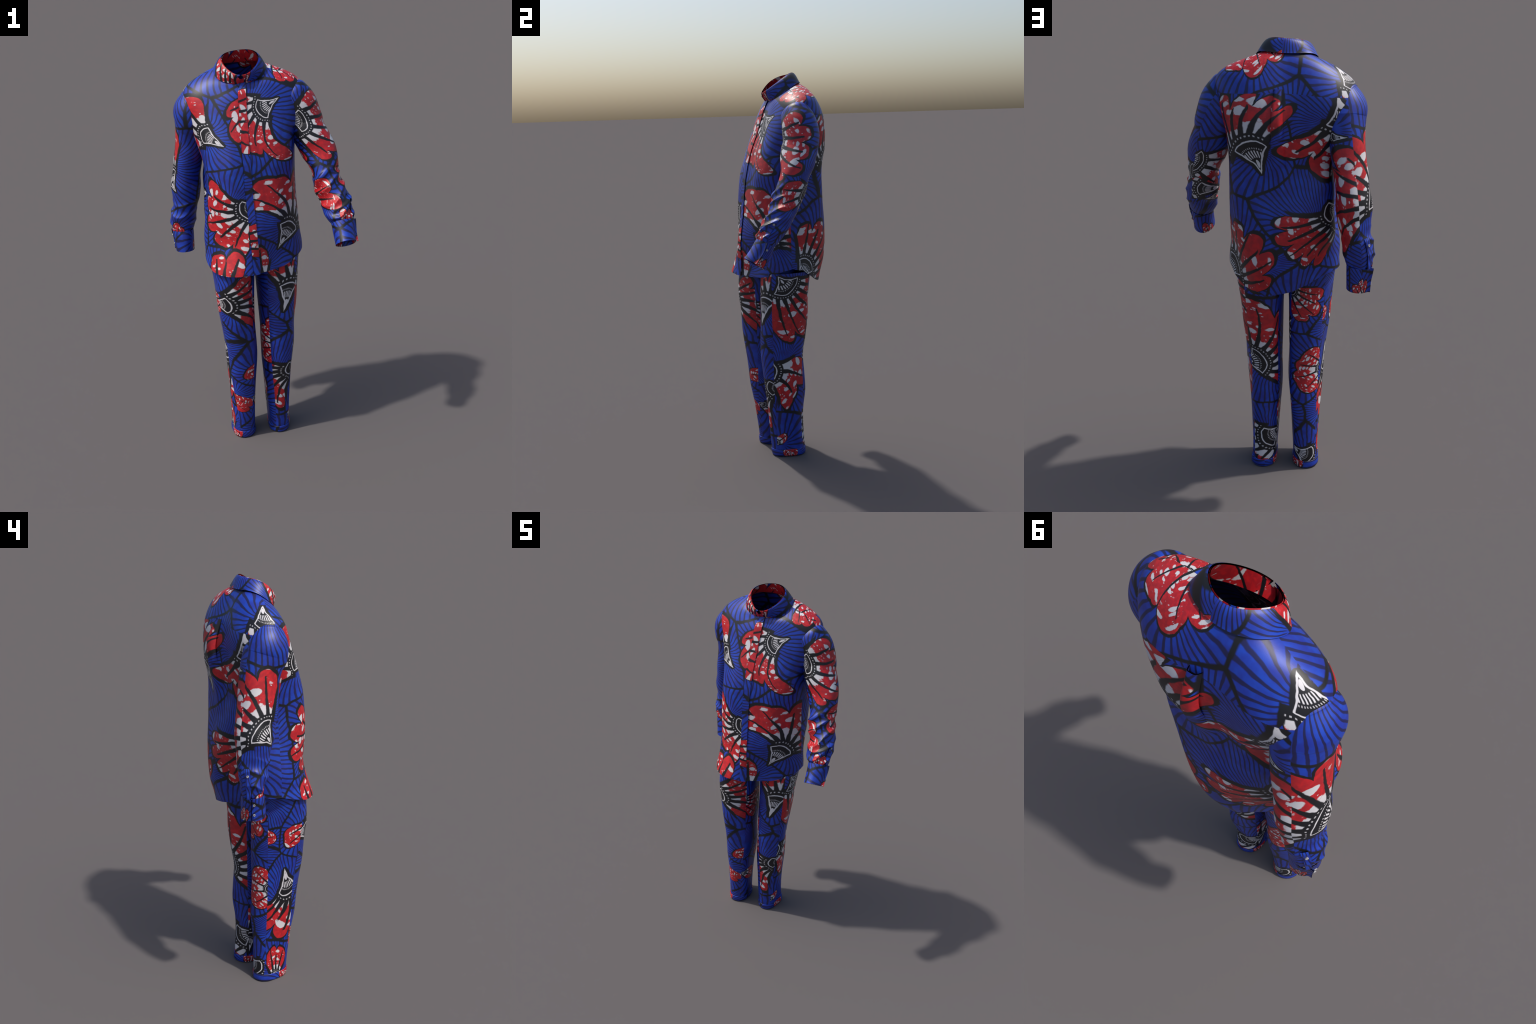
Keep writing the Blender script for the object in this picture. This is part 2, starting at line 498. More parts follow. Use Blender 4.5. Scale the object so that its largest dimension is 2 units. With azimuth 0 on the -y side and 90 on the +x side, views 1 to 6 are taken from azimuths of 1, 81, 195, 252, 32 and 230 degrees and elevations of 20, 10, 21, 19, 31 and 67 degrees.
def flower_group():
    """One printed bloom: a black fan edged in white, with rays, and red spotted petals spreading from it.
    All lengths are in fan radii, measured from the fan's point."""
    if "wax_flower" in bpy.data.node_groups:
        return bpy.data.node_groups["wax_flower"]
    g = bpy.data.node_groups.new("wax_flower", "ShaderNodeTree")
    I = g.interface
    names = ["u", "v", "apex_u", "apex_v", "turn", "fan", "half", "lo", "hi", "reach", "grow", "slo", "shi", "lobes", "ribs", "seed", "stretch"]
    for nme in names:
        I.new_socket(nme, in_out="INPUT", socket_type="NodeSocketFloat")
    I.new_socket("ground", in_out="INPUT", socket_type="NodeSocketColor")
    I.new_socket("Color", in_out="OUTPUT", socket_type="NodeSocketColor")
    gi = g.nodes.new("NodeGroupInput"); go = g.nodes.new("NodeGroupOutput")
    V = {nme: Ex(g, gi.outputs[nme]) for nme in names}
    fan = V["fan"]
    dx = V["u"] - V["apex_u"]; dy = V["v"] - V["apex_v"]
    c = V["turn"].cos(); s = V["turn"].sin()
    X = (dx*c + dy*s) / fan
    Y = (dy*c - dx*s) / fan * V["stretch"]
    wob = noise(g, combine(g, X, Y, V["seed"]), 3.2, 2.0, color=True)
    sep = g.nodes.new("ShaderNodeSeparateXYZ"); g.links.new(wob, sep.inputs[0])
    X = X + (Ex(g, sep.outputs[0]) - .5) * .10
    Y = Y + (Ex(g, sep.outputs[1]) - .5) * .10
    r = (X*X + Y*Y).sqrt()
    th = Y.atan2(X)
    tn = (th / V["half"]).abs().min(1.0)
    r = r / (1.0 + .15 * (1.0 - tn*tn))          # the fan's rim bulges
    # fan, slightly hollow sides
    side = V["half"] * (.50 + .50 * r.min(1.0))
    dfan = ((th.abs() - side) * r).max(r - 1.0)
    # petals
    out1 = (r - 1.0).max(0.0)
    lo = V["lo"] + V["slo"]*out1
    wide = (V["hi"] + V["shi"]*out1 - lo).max(.05)
    q = (th - lo) / wide
    l = (q * V["lobes"]).frac()
    dip = ((l - .5).abs() * 2.0).power(3.2)
    bend = (q * 7.3 + V["seed"]).sin()
    R = V["reach"] * (1.0 - .17*dip + .05*bend) * (1.0 + V["grow"] * (q.max(0.0).min(1.0) - .5))
    ends = (((q - .5).abs()) * 2.0).power(6.0)
    R = R * (1.0 - .16 * ends.min(1.0))
    qside = ((.5 - q).abs() - .5) * wide * r
    dpet = (r - R).max(qside).max(.96 - r)
    d = dfan.min(dpet)
    # ink inside the petals
    w = q * V["ribs"]
    wi = (w + .5).floor()
    rd = (w - wi).abs() / V["ribs"] * wide * r
    rel = (r - 1.0) / (R - 1.0).max(.05)
    hsh = ((wi * 12.99 + V["seed"] * 7.1).sin() * 43.7).frac()
    ribw = (.120 - .090*rel.min(1.0).power(.7)) * (rel + .25*hsh).lt(1.02)
    rib = (ribw - rd).step(-.012, .022)
    cell = ((w.floor() * 7.77 + V["seed"] * 3.3).sin() * 91.3).frac()
    white_end = 1.36 + .20*cell
    wn = noise(g, combine(g, X, Y, V["seed"]), 9.0, 1.0)
    wedge = (r + (wn - .5)*.22 - white_end).step(.03, -.03)
    vor = g.nodes.new("ShaderNodeTexVoronoi"); vor.feature = "F1"; vor.hide = True
    vor.inputs["Scale"].default_value = 1.0; vor.inputs["Randomness"].default_value = .9
    g.links.new(combine(g, th * 4.2, r * 3.6, V["seed"] * 5.0), vor.inputs["Vector"])
    sp = g.nodes.new("ShaderNodeSeparateXYZ"); g.links.new(vor.outputs["Color"], sp.inputs[0])
    size = .18 + .30 * Ex(g, sp.outputs[0])
    on = Ex(g, sp.outputs[1]).gt(.22)
    blot = (size - Ex(g, vor.outputs["Distance"]) + (wn - .5)*.16).step(-.03, .06) * on
    vor2 = g.nodes.new("ShaderNodeTexVoronoi"); vor2.feature = "F1"; vor2.hide = True
    vor2.inputs["Scale"].default_value = 1.0
    g.links.new(combine(g, th * 11.0, r * 9.0, V["seed"] * 5.0 + 2.0), vor2.inputs["Vector"])
    fleck = (.24 - Ex(g, vor2.outputs["Distance"])).step(-.03, .06) * noise(g, combine(g, X, Y, V["seed"] + 4.0), 3.0, 0.0).step(.5, .62)
    spots = blot.max(fleck * .8)
    rn = noise(g, combine(g, X, Y, V["seed"] + 9.0), 5.0, 3.0)
    red = mix_color(g, rn.step(.38, .68), RED2, RED)
    pet = mix_color(g, spots, red, WHITE)
    pet = mix_color(g, wedge, pet, WHITE)
    pet = mix_color(g, rib, pet, BLACK)
    dots = (r - 1.115).abs().step(.032, .012) * ((th * 62.0).cos()).step(-.1, .6)
    base = mix_color(g, dots * .75, BLACK, WHITE)
    pet = mix_color(g, r.step(1.195, 1.225), base, pet)
    pet = mix_color(g, (dpet + .0).step(-.055, -.02), pet, BLACK)
    # ink inside the fan
    drop_x = X - .37
    drop = (drop_x*drop_x*62.0 + Y*Y*(330.0 + 900.0*(.37 - X).max(0.0)*3.0)).step(1.15, .85)
    tick = ((r - .60).abs().step(.115, .085)) * (th.abs() - side*.86).step(.02, -.02) * ((th / V["half"] * 29.0).cos()).step(-.15, .35)
    dot1 = ((r - .77).abs().step(.032, .014)) * (th.abs() - side*.84).step(.02, -.02) * ((th / V["half"] * 46.0).cos()).step(0.0, .5)
    mark = drop.max(tick).max(dot1 * .7)
    fcol = mix_color(g, mark, BLACK, WHITE)
    edge = (dfan + .024).abs().step(.028, .010)
    fcol = mix_color(g, edge, fcol, WHITE)
    ink = mix_color(g, dfan.step(.012, -.004), pet, fcol)
    out = mix_color(g, d.step(.03, .0), BLACK, ink)
    cover = d.step(.135, .085)
    res = mix_color(g, cover, gi.outputs["ground"], out)
    g.links.new(res, go.inputs["Color"])
    return g


def cloth(name, mapping, flowers=(), rays=(), wear=1.0, lines=1.0):
    """Printed cotton. mapping(nt) -> (u, v) in metres on the panel.
    rays: centres (u, v, head start, stripes per turn) of the blue ray fields; flowers: dicts for wax_flower."""
    m = bpy.data.materials.new(name); m.use_nodes = True
    nt = m.node_tree
    bsdf = nt.nodes["Principled BSDF"]
    u, v = mapping(nt)
    P = combine(nt, u, v)
    wv = nt.nodes.new("ShaderNodeSeparateXYZ")
    nt.links.new(noise(nt, P, 14.0, 2.0, color=True), wv.inputs[0])
    uu = u + (Ex(nt, wv.outputs[0]) - .5) * .016
    vv = v + (Ex(nt, wv.outputs[1]) - .5) * .016
    slow = nt.nodes.new("ShaderNodeSeparateXYZ")
    nt.links.new(noise(nt, P, 3.6, 0.0, color=True), slow.inputs[0])
    uu = uu + (Ex(nt, slow.outputs[0]) - .5) * .13
    vv = vv + (Ex(nt, slow.outputs[1]) - .5) * .13
    best = second = stripe = None
    rays = list(rays)
    for f in flowers:                       # every bloom throws its own field of rays
        R = .5 * f["reach"] * f["fan"]
        rays.append((f["u"] + math.cos(f["turn"])*R*1.0, f["v"] + math.sin(f["turn"])*R*1.0, R*.9, max(10, TAU * (R + .03) / .0215)))
    for k, (cu, cv, head, n) in enumerate(rays):
        a = uu - cu; b = vv - cv
        r = (a*a + b*b).sqrt()
        d = r - head
        ang = b.atan2(a)
        st = (ang * float(round(n)) + r * (26.0 if k % 2 else -22.0)).cos() * r.step(.02, .05)
        if best is None:
            best, stripe = d, st
            continue
        near = d.lt(best)
        second = d.max(best) if second is None else second.min(d.max(best))
        stripe = choose(near, stripe, st)
        best = best.min(d)
    fine = noise(nt, P, 60.0, 3.0, .6)
    tone = noise(nt, P, 22.0, 2.0)
    ground = mix_color(nt, (tone + (fine - .5)*.35).step(.30, .72), BLUE2, BLUE)
    if stripe is not None:
        ground = mix_color(nt, (stripe + (fine - .5)*.5).step(.08, .78) * .97, ground, NAVY)
        if second is not None:
            ground = mix_color(nt, (second - best).step(.017, .007), ground, BLACK)
    for k, f in enumerate(flowers):
        gnode = nt.nodes.new("ShaderNodeGroup"); gnode.node_tree = flower_group(); gnode.hide = True
        p = dict(turn=0, fan=.13, half=.62, lo=-.75, hi=.75, reach=2.3, grow=0.0, slo=0.0, shi=0.0, lobes=3, ribs=6, seed=k*1.7 + .4, stretch=1.0)
        p.update(f)
        for key, val in p.items():
            gnode.inputs[{"u": "apex_u", "v": "apex_v"}.get(key, key)].default_value = val
        nt.links.new(u.s, gnode.inputs["u"]); nt.links.new(v.s, gnode.inputs["v"])
        nt.links.new(ground, gnode.inputs["ground"])
        ground = gnode.outputs["Color"]
    nt.links.new(ground, bsdf.inputs["Base Color"])
    bsdf.inputs["Roughness"].default_value = .47
    bsdf.inputs["Specular IOR Level"].default_value = .5
    # weave
    tex = nt.nodes.new("ShaderNodeTexCoord")
    wn = noise(nt, tex.outputs["Object"], 420.0, 2.0)
    bp = nt.nodes.new("ShaderNodeBump"); bp.inputs["Strength"].default_value = .06; bp.inputs["Distance"].default_value = .002
    nt.links.new(wn.s, bp.inputs["Height"]); nt.links.new(bp.outputs[0], bsdf.inputs["Normal"])
    return m


def object_xyz(nt):
    t = nt.nodes.new("ShaderNodeTexCoord"); s = nt.nodes.new("ShaderNodeSeparateXYZ")
    nt.links.new(t.outputs["Object"], s.inputs[0])
    return [Ex(nt, o) for o in s.outputs]


def wrapped(face, radius, cx, cy, rise=None):
    """Cylinder mapping: u runs round an axis whose x and y are quadratics in z, zero where it faces `face` degrees."""
    def f(nt):
        x, y, z = object_xyz(nt)
        ax = cx[0] + cx[1]*z + cx[2]*z*z
        ay = cy[0] + cy[1]*z + cy[2]*z*z
        if rise:
            ay = ay + rise[1] * (z - rise[0]).max(0.0)
        c, s = math.cos(math.radians(face)), math.sin(math.radians(face))
        dx, dy = x - ax, y - ay
        ang = (dy*c - dx*s).atan2(dx*c + dy*s)
        rad = radius[0] + radius[1]*z
        return ang * rad, z
    return f


def wrapped_py(P, face, radius, cx, cy, rise=None):
    """The same mapping for plain numbers (used only to place motifs)."""
    x, y, z = P
    ax = cx[0] + cx[1]*z + cx[2]*z*z; ay = cy[0] + cy[1]*z + cy[2]*z*z
    if rise:
        ay += rise[1] * max(z - rise[0], 0)
    c, s = math.cos(math.radians(face)), math.sin(math.radians(face))
    dx, dy = x - ax, y - ay
    return math.atan2(dy*c - dx*s, dx*c + dy*s) * (radius[0] + radius[1]*z), z


def planar(U, V):
    def f(nt):
        p = object_xyz(nt)
        return p[0]*U[0] + p[1]*U[1] + p[2]*U[2], p[0]*V[0] + p[1]*V[1] + p[2]*V[2]
    return f


# ---------------------------------------------------------------- the print: where blooms fall on each cut panel (metres on the panel)
DEFAULT_RAYS = [(.35, 1.5, .3, 90), (-.35, .4, .3, 90)]


def bloom(u, v, turn, fan=.11, half=.5, lo=-.6, hi=.6, slo=0.0, shi=0.0, reach=2.6, lobes=4, ribs=6, grow=0.0):
    return dict(u=u, v=v, turn=turn, fan=fan, half=half, lo=lo, hi=hi, slo=slo, shi=shi, reach=reach, lobes=lobes, ribs=ribs, grow=grow)


chest = bloom(.161, 1.785, 3.74, .093, .60, -.76, .69, .04, .35, 2.75, 4, 6, .42)
collar_map = dict(face=270, radius=(.11, 0), cx=(-.052, 0, 0), cy=(.03, 0, 0))
PRINT = {
    "front": dict(flowers=[chest,
                           bloom(.070, 1.315, 3.46, .098, .51, -.42, .68, -.30, .21, 2.8, 5, 6),
                           bloom(-.102, 1.585, 2.60, .103, .45, -.53, .62, -.30, .08, 2.5, 3, 4),
                           bloom(-.105, .80, 1.57, .10, .5, -.42, .36, 0, 0, 2.5, 2, 4)],
                  rays=[(-.05, 2.1, .22, 70), (-.6, 1.22, .33, 110)]),
    "front_l": dict(flowers=[chest,
                             bloom(.143, 1.064, 1.07, .128, .48, -.44, .25, -.75, .80, 2.75, 5, 7),
                             bloom(.045, .85, 1.57, .09, .5, -.25, .28, 0, 0, 2.35, 1, 2),
                             bloom(.17, 1.935, -1.1, .03, .5, -1., 1., 0, 0, 2.7, 3, 4)],
                    rays=[(.12, 2.05, .20, 70), (.38, .86, .12, 60)]),
    "placket": dict(flowers=[bloom(-.25, 1.70, 0, .1, .4, -.58, .52, 0, 0, 3.3, 4, 6), bloom(-.2, 1.14, 0, .1, .4, -.36, .36, 0, 0, 2.9, 2, 4)],
                    rays=[(-.4, 1.35, .3, 150), (.5, 1.0, .3, 150)]),
    "collar": dict(map=wrapped(**collar_map),
                   flowers=[bloom(-.090, 1.75, 1.57, .07, .4, -.42, .30, 0, 0, 4.0, 3, 4), bloom(.035, 1.80, 1.57, .035, .3, -.22, .22, 0, 0, 3.9, 1, 2),
                            bloom(.30, 1.87, .9, .03, .3, -.5, .5, 0, 0, 2.9, 1, 2)],
                   rays=[(.1, 1.5, .3, 110), (.32, 2.3, .3, 110), (-.3, 2.25, .25, 100), (.5, 1.93, .2, 100)]),
    "stand": dict(map=wrapped(**collar_map), flowers=[bloom(0, 1.55, 1.57, .09, .3, -.85, .85, 0, 0, 6.5, 6, 9)], rays=[(0, 1.5, .3, 90), (.6, 1.9, .2, 90)]),
    "back": dict(flowers=[bloom(-.054, 1.468, 1.86, .129, .55, -.45, .92, -.31, -.34, 2.38, 5, 7),
                          bloom(.215, 1.802, -1.45, .125, .34, -.40, .5, -.42, .05, 2.55, 3, 5),
                          bloom(.327, 1.325, 3.33, .111, .42, -.03, .95, -.10, .09, 2.8, 5, 6),
                          bloom(-.299, .959, .85, .112, .57, -1.01, .61, .11, .07, 2.75, 5, 7)],
                 rays=[(-.30, 1.55, .10, 60), (.12, .75, .20, 60), (-.02, 1.05, .0, 40)]),
    "yoke": dict(flowers=[bloom(-.249, -1.094, 2.55, .097, .45, -.65, .42, 0, 0, 1.75, 3, 4),
                          bloom(.100, -1.175, 1.75, .05, .3, -1.3, 1.0, 0, 0, 3.95, 4, 6)],
                 rays=[(-.12, -.75, .13, 60), (-.10, -1.30, .10, 80), (.25, -.80, .05, 60)]),
    "sleeve_l": dict(flowers=[bloom(-.065, 1.689, -.30, .10, .60, -1.0, .78, .08, .08, 2.5, 5, 6),
                              bloom(-.30, 1.49, -.25, .085, .7, -1.0, .5, 0, 0, 2.6, 4, 5),
                              bloom(.31, 1.425, 3.2, .08, .5, -.45, .5, 0, 0, 2.45, 2, 3),
                              bloom(-.09, 1.335, 3.14, .105, .35, -.5, .5, 0, 0, 1.5, 3, 4),
                              bloom(-.17, 1.275, .3, .05, .4, -.42, .42, 0, 0, 4.1, 2, 3),
                              bloom(.07, 1.145, 1.57, .035, .4, -.5, .5, 0, 0, 3.0, 2, 3)],
                     rays=[(.1, 2.1, .25, 70), (-.5, 1.78, .3, 90), (.45, 1.05, .28, 90)]),
    "sleeve_r": dict(flowers=[bloom(-.076, 1.319, 2.35, .116, .60, -.66, .74, -.08, .42, 2.8, 5, 7),
                              bloom(.405, 1.300, 2.35, .116, .60, -.66, .74, -.08, .42, 2.8, 5, 7),
                              bloom(.245, 1.634, 3.21, .059, .27, -.3, .3, 0, 0, 1.3, 2, 3),
                              bloom(-.09, 1.03, 1.57, .04, .4, -.9, .9, 0, 0, 2.6, 3, 5)],
                     rays=[(-.25, 1.95, .2, 70), (.1, 1.95, .18, 60), (.48, 1.08, .26, 80), (-.45, 1.05, .25, 80)]),
    "cuff_l": dict(flowers=[bloom(.13, 1.02, 1.2, .04, .4, -.6, .6, 0, 0, 2.7, 2, 3), bloom(-.15, 1.0, 1.57, .04, .4, -.4, .4, 0, 0, 2.7, 2, 3)], rays=[(-.1, 1.5, .25, 90), (.3, .8, .25, 90)]),
    "cuff_r": dict(flowers=[bloom(.225, .94, 1.57, .04, .4, -.8, .8, 0, 0, 2.5, 3, 5), bloom(-.23, .94, 1.57, .04, .4, -.5, .5, 0, 0, 2.7, 3, 5), bloom(.06, .96, 1.57, .03, .4, -.4, .4, 0, 0, 2.4, 1, 2)], rays=[(-.1, 1.4, .25, 90), (.3, .7, .25, 90)]),
    "cuff_l_band": dict(rays=[(-.3, 1.5, .25, 110), (.6, 1.0, .2, 110)]),
    "cuff_r_band": dict(rays=[(-.3, 1.4, .25, 110), (.6, .9, .2, 110)]),
    "leg_l_front": dict(flowers=[bloom(.004, .722, 1.35, .14, .30, -.38, .30, -.1, .38, 1.85, 4, 5),
                                 bloom(.132, .391, 3.19, .108, .38, -.28, .51, 0, .44, 2.55, 4, 6)],
                        rays=[(.12, .62, .02, 50), (-.25, .60, .18, 80), (.0, -.2, .2, 60)]),
    "leg_l_outer": dict(flowers=[bloom(-.075, .991, -.96, .095, .80, -.87, .77, .08, .07, 3.4, 4, 7),
                                 bloom(-.204, .483, 0, .110, .64, -.62, .34, -.30, -.07, 2.65, 2, 3),
                                 bloom(-.12, .06, .6, .04, .4, -.4, .4, 0, 0, 2.2, 1, 2)],
                        rays=[(.1, -.40, .30, 110)]),
    "leg_l_back": dict(flowers=[bloom(-.108, .537, .35, .105, .71, -.74, .80, -.15, .25, 3.35, 4, 7),
                                bloom(.108, .197, 3.56, .118, .55, -.65, .69, 0, 0, 1.72, 4, 6)],
                       rays=[(-.25, .1, .15, 60), (.15, 1.1, .1, 60)]),
    "leg_l_inner": dict(flowers=[bloom(-.073, .045, 1.5, .12, .35, -.45, .45, 0, 0, 2.2, 3, 4),
                                 bloom(.15, .55, 3.0, .05, .4, -1.3, 1.3, 0, 0, 3.1, 4, 7)],
                        rays=[(-.1, .9, .1, 60), (-.15, .5, .05, 50)]),
    "leg_r_front": dict(flowers=[bloom(-.152, .794, .08, .116, .38, -.37, .55, -.31, .1, 2.3, 4, 6),
                                 bloom(.13, .405, 3.14, .04, .4, -.5, .5, 0, 0, 2.75, 1, 2),
                                 bloom(-.115, .285, -.6, .03, .4, -.42, .42, 0, 0, 5.2, 2, 3)],
                        rays=[(-.1, .5, .02, 50), (.1, .05, .05, 50), (-.3, .63, .2, 90)]),
    "leg_r_outer": dict(flowers=[bloom(.019, .627, -1.32, .14, .42, -.45, .35, -.45, -.1, 2.75, 4, 6),
                                 bloom(.18, .86, 3.55, .06, .4, -.35, .45, 0, 0, 3.0, 1, 3),
                                 bloom(.0, -.04, 1.57, .07, .4, -.45, .4, 0, 0, 2.85, 2, 4),
                                 bloom(-.16, .80, 0, .03, .4, -.6, .6, 0, 0, 3.2, 1, 2)],
                        rays=[(-.35, .72, .25, 90), (-.15, 1.05, .15, 80), (.2, .45, .05, 50)]),
    "leg_r_back": dict(flowers=[bloom(-.10, .93, -.7, .05, .4, -.65, .75, 0, 0, 3.4, 3, 5),
                                bloom(.11, .52, 3.14, .05, .4, -1.15, 1.15, 0, 0, 3.1, 2, 5),
                                bloom(-.07, .10, -.35, .10, .5, -.6, .6, 0, 0, 1.3, 3, 4)],
                       rays=[(.15, .75, .05, 50), (.15, .28, .05, 60), (-.2, .25, .1, 60)]),
    "leg_r_inner": dict(flowers=[bloom(-.14, .80, -.35, .05, .4, -.7, .5, 0, 0, 4.0, 3, 5),
                                 bloom(.12, .82, -1.8, .10, .4, -.6, .6, 0, 0, 1.4, 3, 4),
                                 bloom(-.10, .25, -.5, .04, .4, -.5, .6, 0, 0, 3.0, 2, 3),
                                 bloom(.12, .38, 3.6, .04, .4, -.5, .5, 0, 0, 2.5, 1, 2)],
                        rays=[(.1, .55, .05, 50), (-.1, .45, .03, 50), (.1, .1, .05, 50)]),
    "turn_up_l": dict(flowers=[bloom(.10, -.05, 1.57, .03, .4, -.6, .6, 0, 0, 3.2, 2, 4), bloom(-.16, -.05, 1.57, .03, .4, -.4, .4, 0, 0, 3.2, 2, 4)], rays=[(-.1, .4, .25, 120), (.2, -.3, .2, 120)]),
    "turn_up_r": dict(flowers=[bloom(-.05, -.05, 1.57, .03, .4, -.5, .5, 0, 0, 3.2, 2, 4), bloom(.19, -.05, 1.57, .03, .4, -.4, .4, 0, 0, 3.2, 2, 4)], rays=[(-.1, .4, .25, 120), (.2, -.3, .2, 120)]),
}


# ---------------------------------------------------------------- where each panel's print is laid
def spine_fit(K):
    return [list(np.polyfit(K[:, 2], K[:, i], 2)[::-1]) for i in (0, 1)]


SL_L = spine_fit(SLEEVE_LEFT); SL_R = spine_fit(SLEEVE_RIGHT)
MAPS = {
    "front": dict(face=270, radius=(.2, 0), cx=(-.045, 0, 0), cy=(.02, 0, 0), rise=(1.6, .6)),
    "back": dict(face=90, radius=(.2, 0), cx=(-.045, 0, 0), cy=(.02, 0, 0)),
    "sleeve_l": dict(face=248, radius=(.05, .02), cx=SL_L[0], cy=SL_L[1]),
    "sleeve_r": dict(face=295, radius=(.05, .02), cx=SL_R[0], cy=SL_R[1]),
}
for side, K in (("l", LEG_LEFT), ("r", LEG_RIGHT)):
    (x0, y0), (x1, y1) = LEG_AXIS[side]
    cx = [x0, (x1 - x0) / 1.05, 0]; cy = [y0, (y1 - y0) / 1.05, 0]
    faces = dict(l=dict(back=109, inner=203, front=283, outer=14), r=dict(back=98, outer=188, front=278, inner=8))[side]
    for pn, fc in faces.items():
        MAPS[f"leg_{side}_{pn}"] = dict(face=fc, radius=(.070, .040), cx=cx, cy=cy)
YOKE_U, YOKE_V = (1, 0, 0), (0, .8, -.6)


def panel(name, key):
    pr = PRINT.get(key, {})
    mp = planar(YOKE_U, YOKE_V) if key == "yoke" else wrapped(**MAPS[key])
    return cloth(name, mp, pr.get("flowers", ()), pr.get("rays", DEFAULT_RAYS))


MAT = {}
for key, nm in (("front", "front_print"), ("front_l", "front_print_left"), ("back", "back_print"), ("yoke", "yoke_print"), ("sleeve_l", "left_sleeve_print"), ("sleeve_r", "right_sleeve_print")):
    if key == "front_l":
        pr = PRINT.get("front_l", {})
        MAT[key] = cloth(nm, wrapped(**MAPS["front"]), pr.get("flowers", ()), pr.get("rays", DEFAULT_RAYS))
    else:
        MAT[key] = panel(nm, key)
for k in MAPS:
    if k.startswith("leg_"):
        MAT[k] = panel("trouser_print", k)


def extra_cloth(key, mapping_key):
    pr = PRINT.get(key, {})
    mp = pr.get("map") or wrapped(**MAPS[mapping_key])
    return cloth(key + "_print", mp, pr.get("flowers", ()), pr.get("rays", DEFAULT_RAYS))


# ---------------------------------------------------------------- the shirt
shirt = empty("shirt")
shirt["label"] = "long-sleeved blue, red and white wax print button shirt"
shirt["category"] = "shirt"

COLS = [86, 46, 50, 0]
TH, S, YROW = body_grid([86, 46, 50])
G = body_point(TH, S)
# ease the chest and shoulder rows into one another, hem and neckline held
i0, i1 = len(SHIRT_ROWS_LOW) - 12, len(G) - 1
for it in range(130):
    G[i0:i1] = .5 * G[i0:i1] + .25 * (G[i0 - 1:i1 - 1] + G[i0 + 1:i1 + 1])
for it in range(10):
    H = np.concatenate([G[:, -2:-1], G, G[:, 1:2]], 1)
    G[i0:i1] = (.5 * G + .25 * (H[:, :-2] + H[:, 2:]))[i0:i1]
N0 = grid_normals(G)
if (N0[40, 20] @ (G[40, 20] - np.array([*AXIS, G[40, 20, 2]]))) < 0:
    N0 = -N0
G = G + N0 * soft_folds(G, TH)[..., None]
G[:, -1] = G[:, 0]
# normals of the whole closed body
Gc = np.concatenate([G[:, -2:-1], G, G[:, 1:2]], 1)
NB = grid_normals(Gc)[:, 1:-1]
if (NB[40, 20] @ (G[40, 20] - np.array([*AXIS, G[40, 20, 2]]))) < 0:
    NB = -NB
b0, b1, b2, b3 = 0, 86, 132, 182
sheet("back_panel", G[:YROW + 1, b0:b1 + 1], NB[:YROW + 1, b0:b1 + 1], MAT["back"], shirt)
sheet("yoke", G[YROW:, b0:b1 + 1], NB[YROW:, b0:b1 + 1], MAT["yoke"], shirt)
sheet("front_panel", G[:, b1:b2 + 1], NB[:, b1:b2 + 1], MAT["front"], shirt)
sheet("front_panel", G[:, b2:b3 + 1], NB[:, b2:b3 + 1], MAT["front_l"], shirt)

# placket: a folded band lying over the front opening
ns = 120
zz = np.linspace(0.0, 6.9, ns)
xr = [(-.002, .97), (-.012, 1.218), (-.020, 1.35), (-.023, 1.482), (-.028, 1.65), (-.030, 1.80), (-.026, 1.9)]
across = np.linspace(0, 1, 9)
sP = np.tile(zz[:, None], (1, 9))
PL = np.zeros((ns, 9, 3))
for it, f in enumerate(across):
    th = np.full(ns, math.radians(275.))
    sv = np.where(zz <= 1, zz, zz)
    for _ in range(12):
        p = body_point(th, sv)
        xt = np.interp(p[:, 2], [q[1] for q in xr], [q[0] for q in xr])
        wd = np.interp(p[:, 2], [.97, 1.4, 1.85], [.032, .036, .037])
        x = xt - wd * (1 - f)
        th = th + (x - p[:, 0]) / np.maximum(np.hypot(p[:, 0] - AXIS[0], p[:, 1] - AXIS[1]), .06) * .9
    PL[:, it] = body_point(th, sv)
NP = grid_normals(PL)
if NP[60, 4, 1] > 0:
    NP = -NP
lift = np.array([.0022, .0034, .0036, .0036, .0036, .0036, .0036, .0034, .0024])
PL = PL + NP * (lift[None, :, None] + .0022)
PL[0, :, 2] -= .001
sheet("placket", PL, NP, extra_cloth("placket", "front"), shirt, .0026)

# box pleat: a loop of cloth standing out below the yoke seam at the middle of the back
npz, npa = 60, 25
ft = np.linspace(0, 1, npz); fa = np.linspace(-1, 1, npa)
zc = 1.812 - .44 * ft
PX = np.zeros((npz, npa, 3))
for i, z in enumerate(zc):
    half = .019 + .010 * smooth(0, .7, ft[i])
    rise = .017 * (1 - smooth(.15, 1.0, ft[i])) + .0015
    x = -.058 - .004*ft[i] + half * np.sign(fa) * np.abs(fa) ** .8
    th = np.full(npa, math.radians(92.))
    s = np.full(npa, 1.5)
    for _ in range(14):
        p = body_point(th, s)
        th = th - (x - p[:, 0]) / .19
        s = s + (z - p[:, 2]) * (10 if z > 1.6 else 1.7)
        s = np.clip(s, 0, 6.9)
    nrm = np.array([0, 1, .12]); nrm = nrm / np.linalg.norm(nrm)
    prof = (1 - np.abs(fa) ** 3.2)
    PX[i] = p + nrm * (rise * prof - .0015)[:, None]
NX = grid_normals(PX)
if NX[20, 12, 1] < 0:
    NX = -NX
sheet("box_pleat", PX, NX, MAT["back"], shirt, .0024)

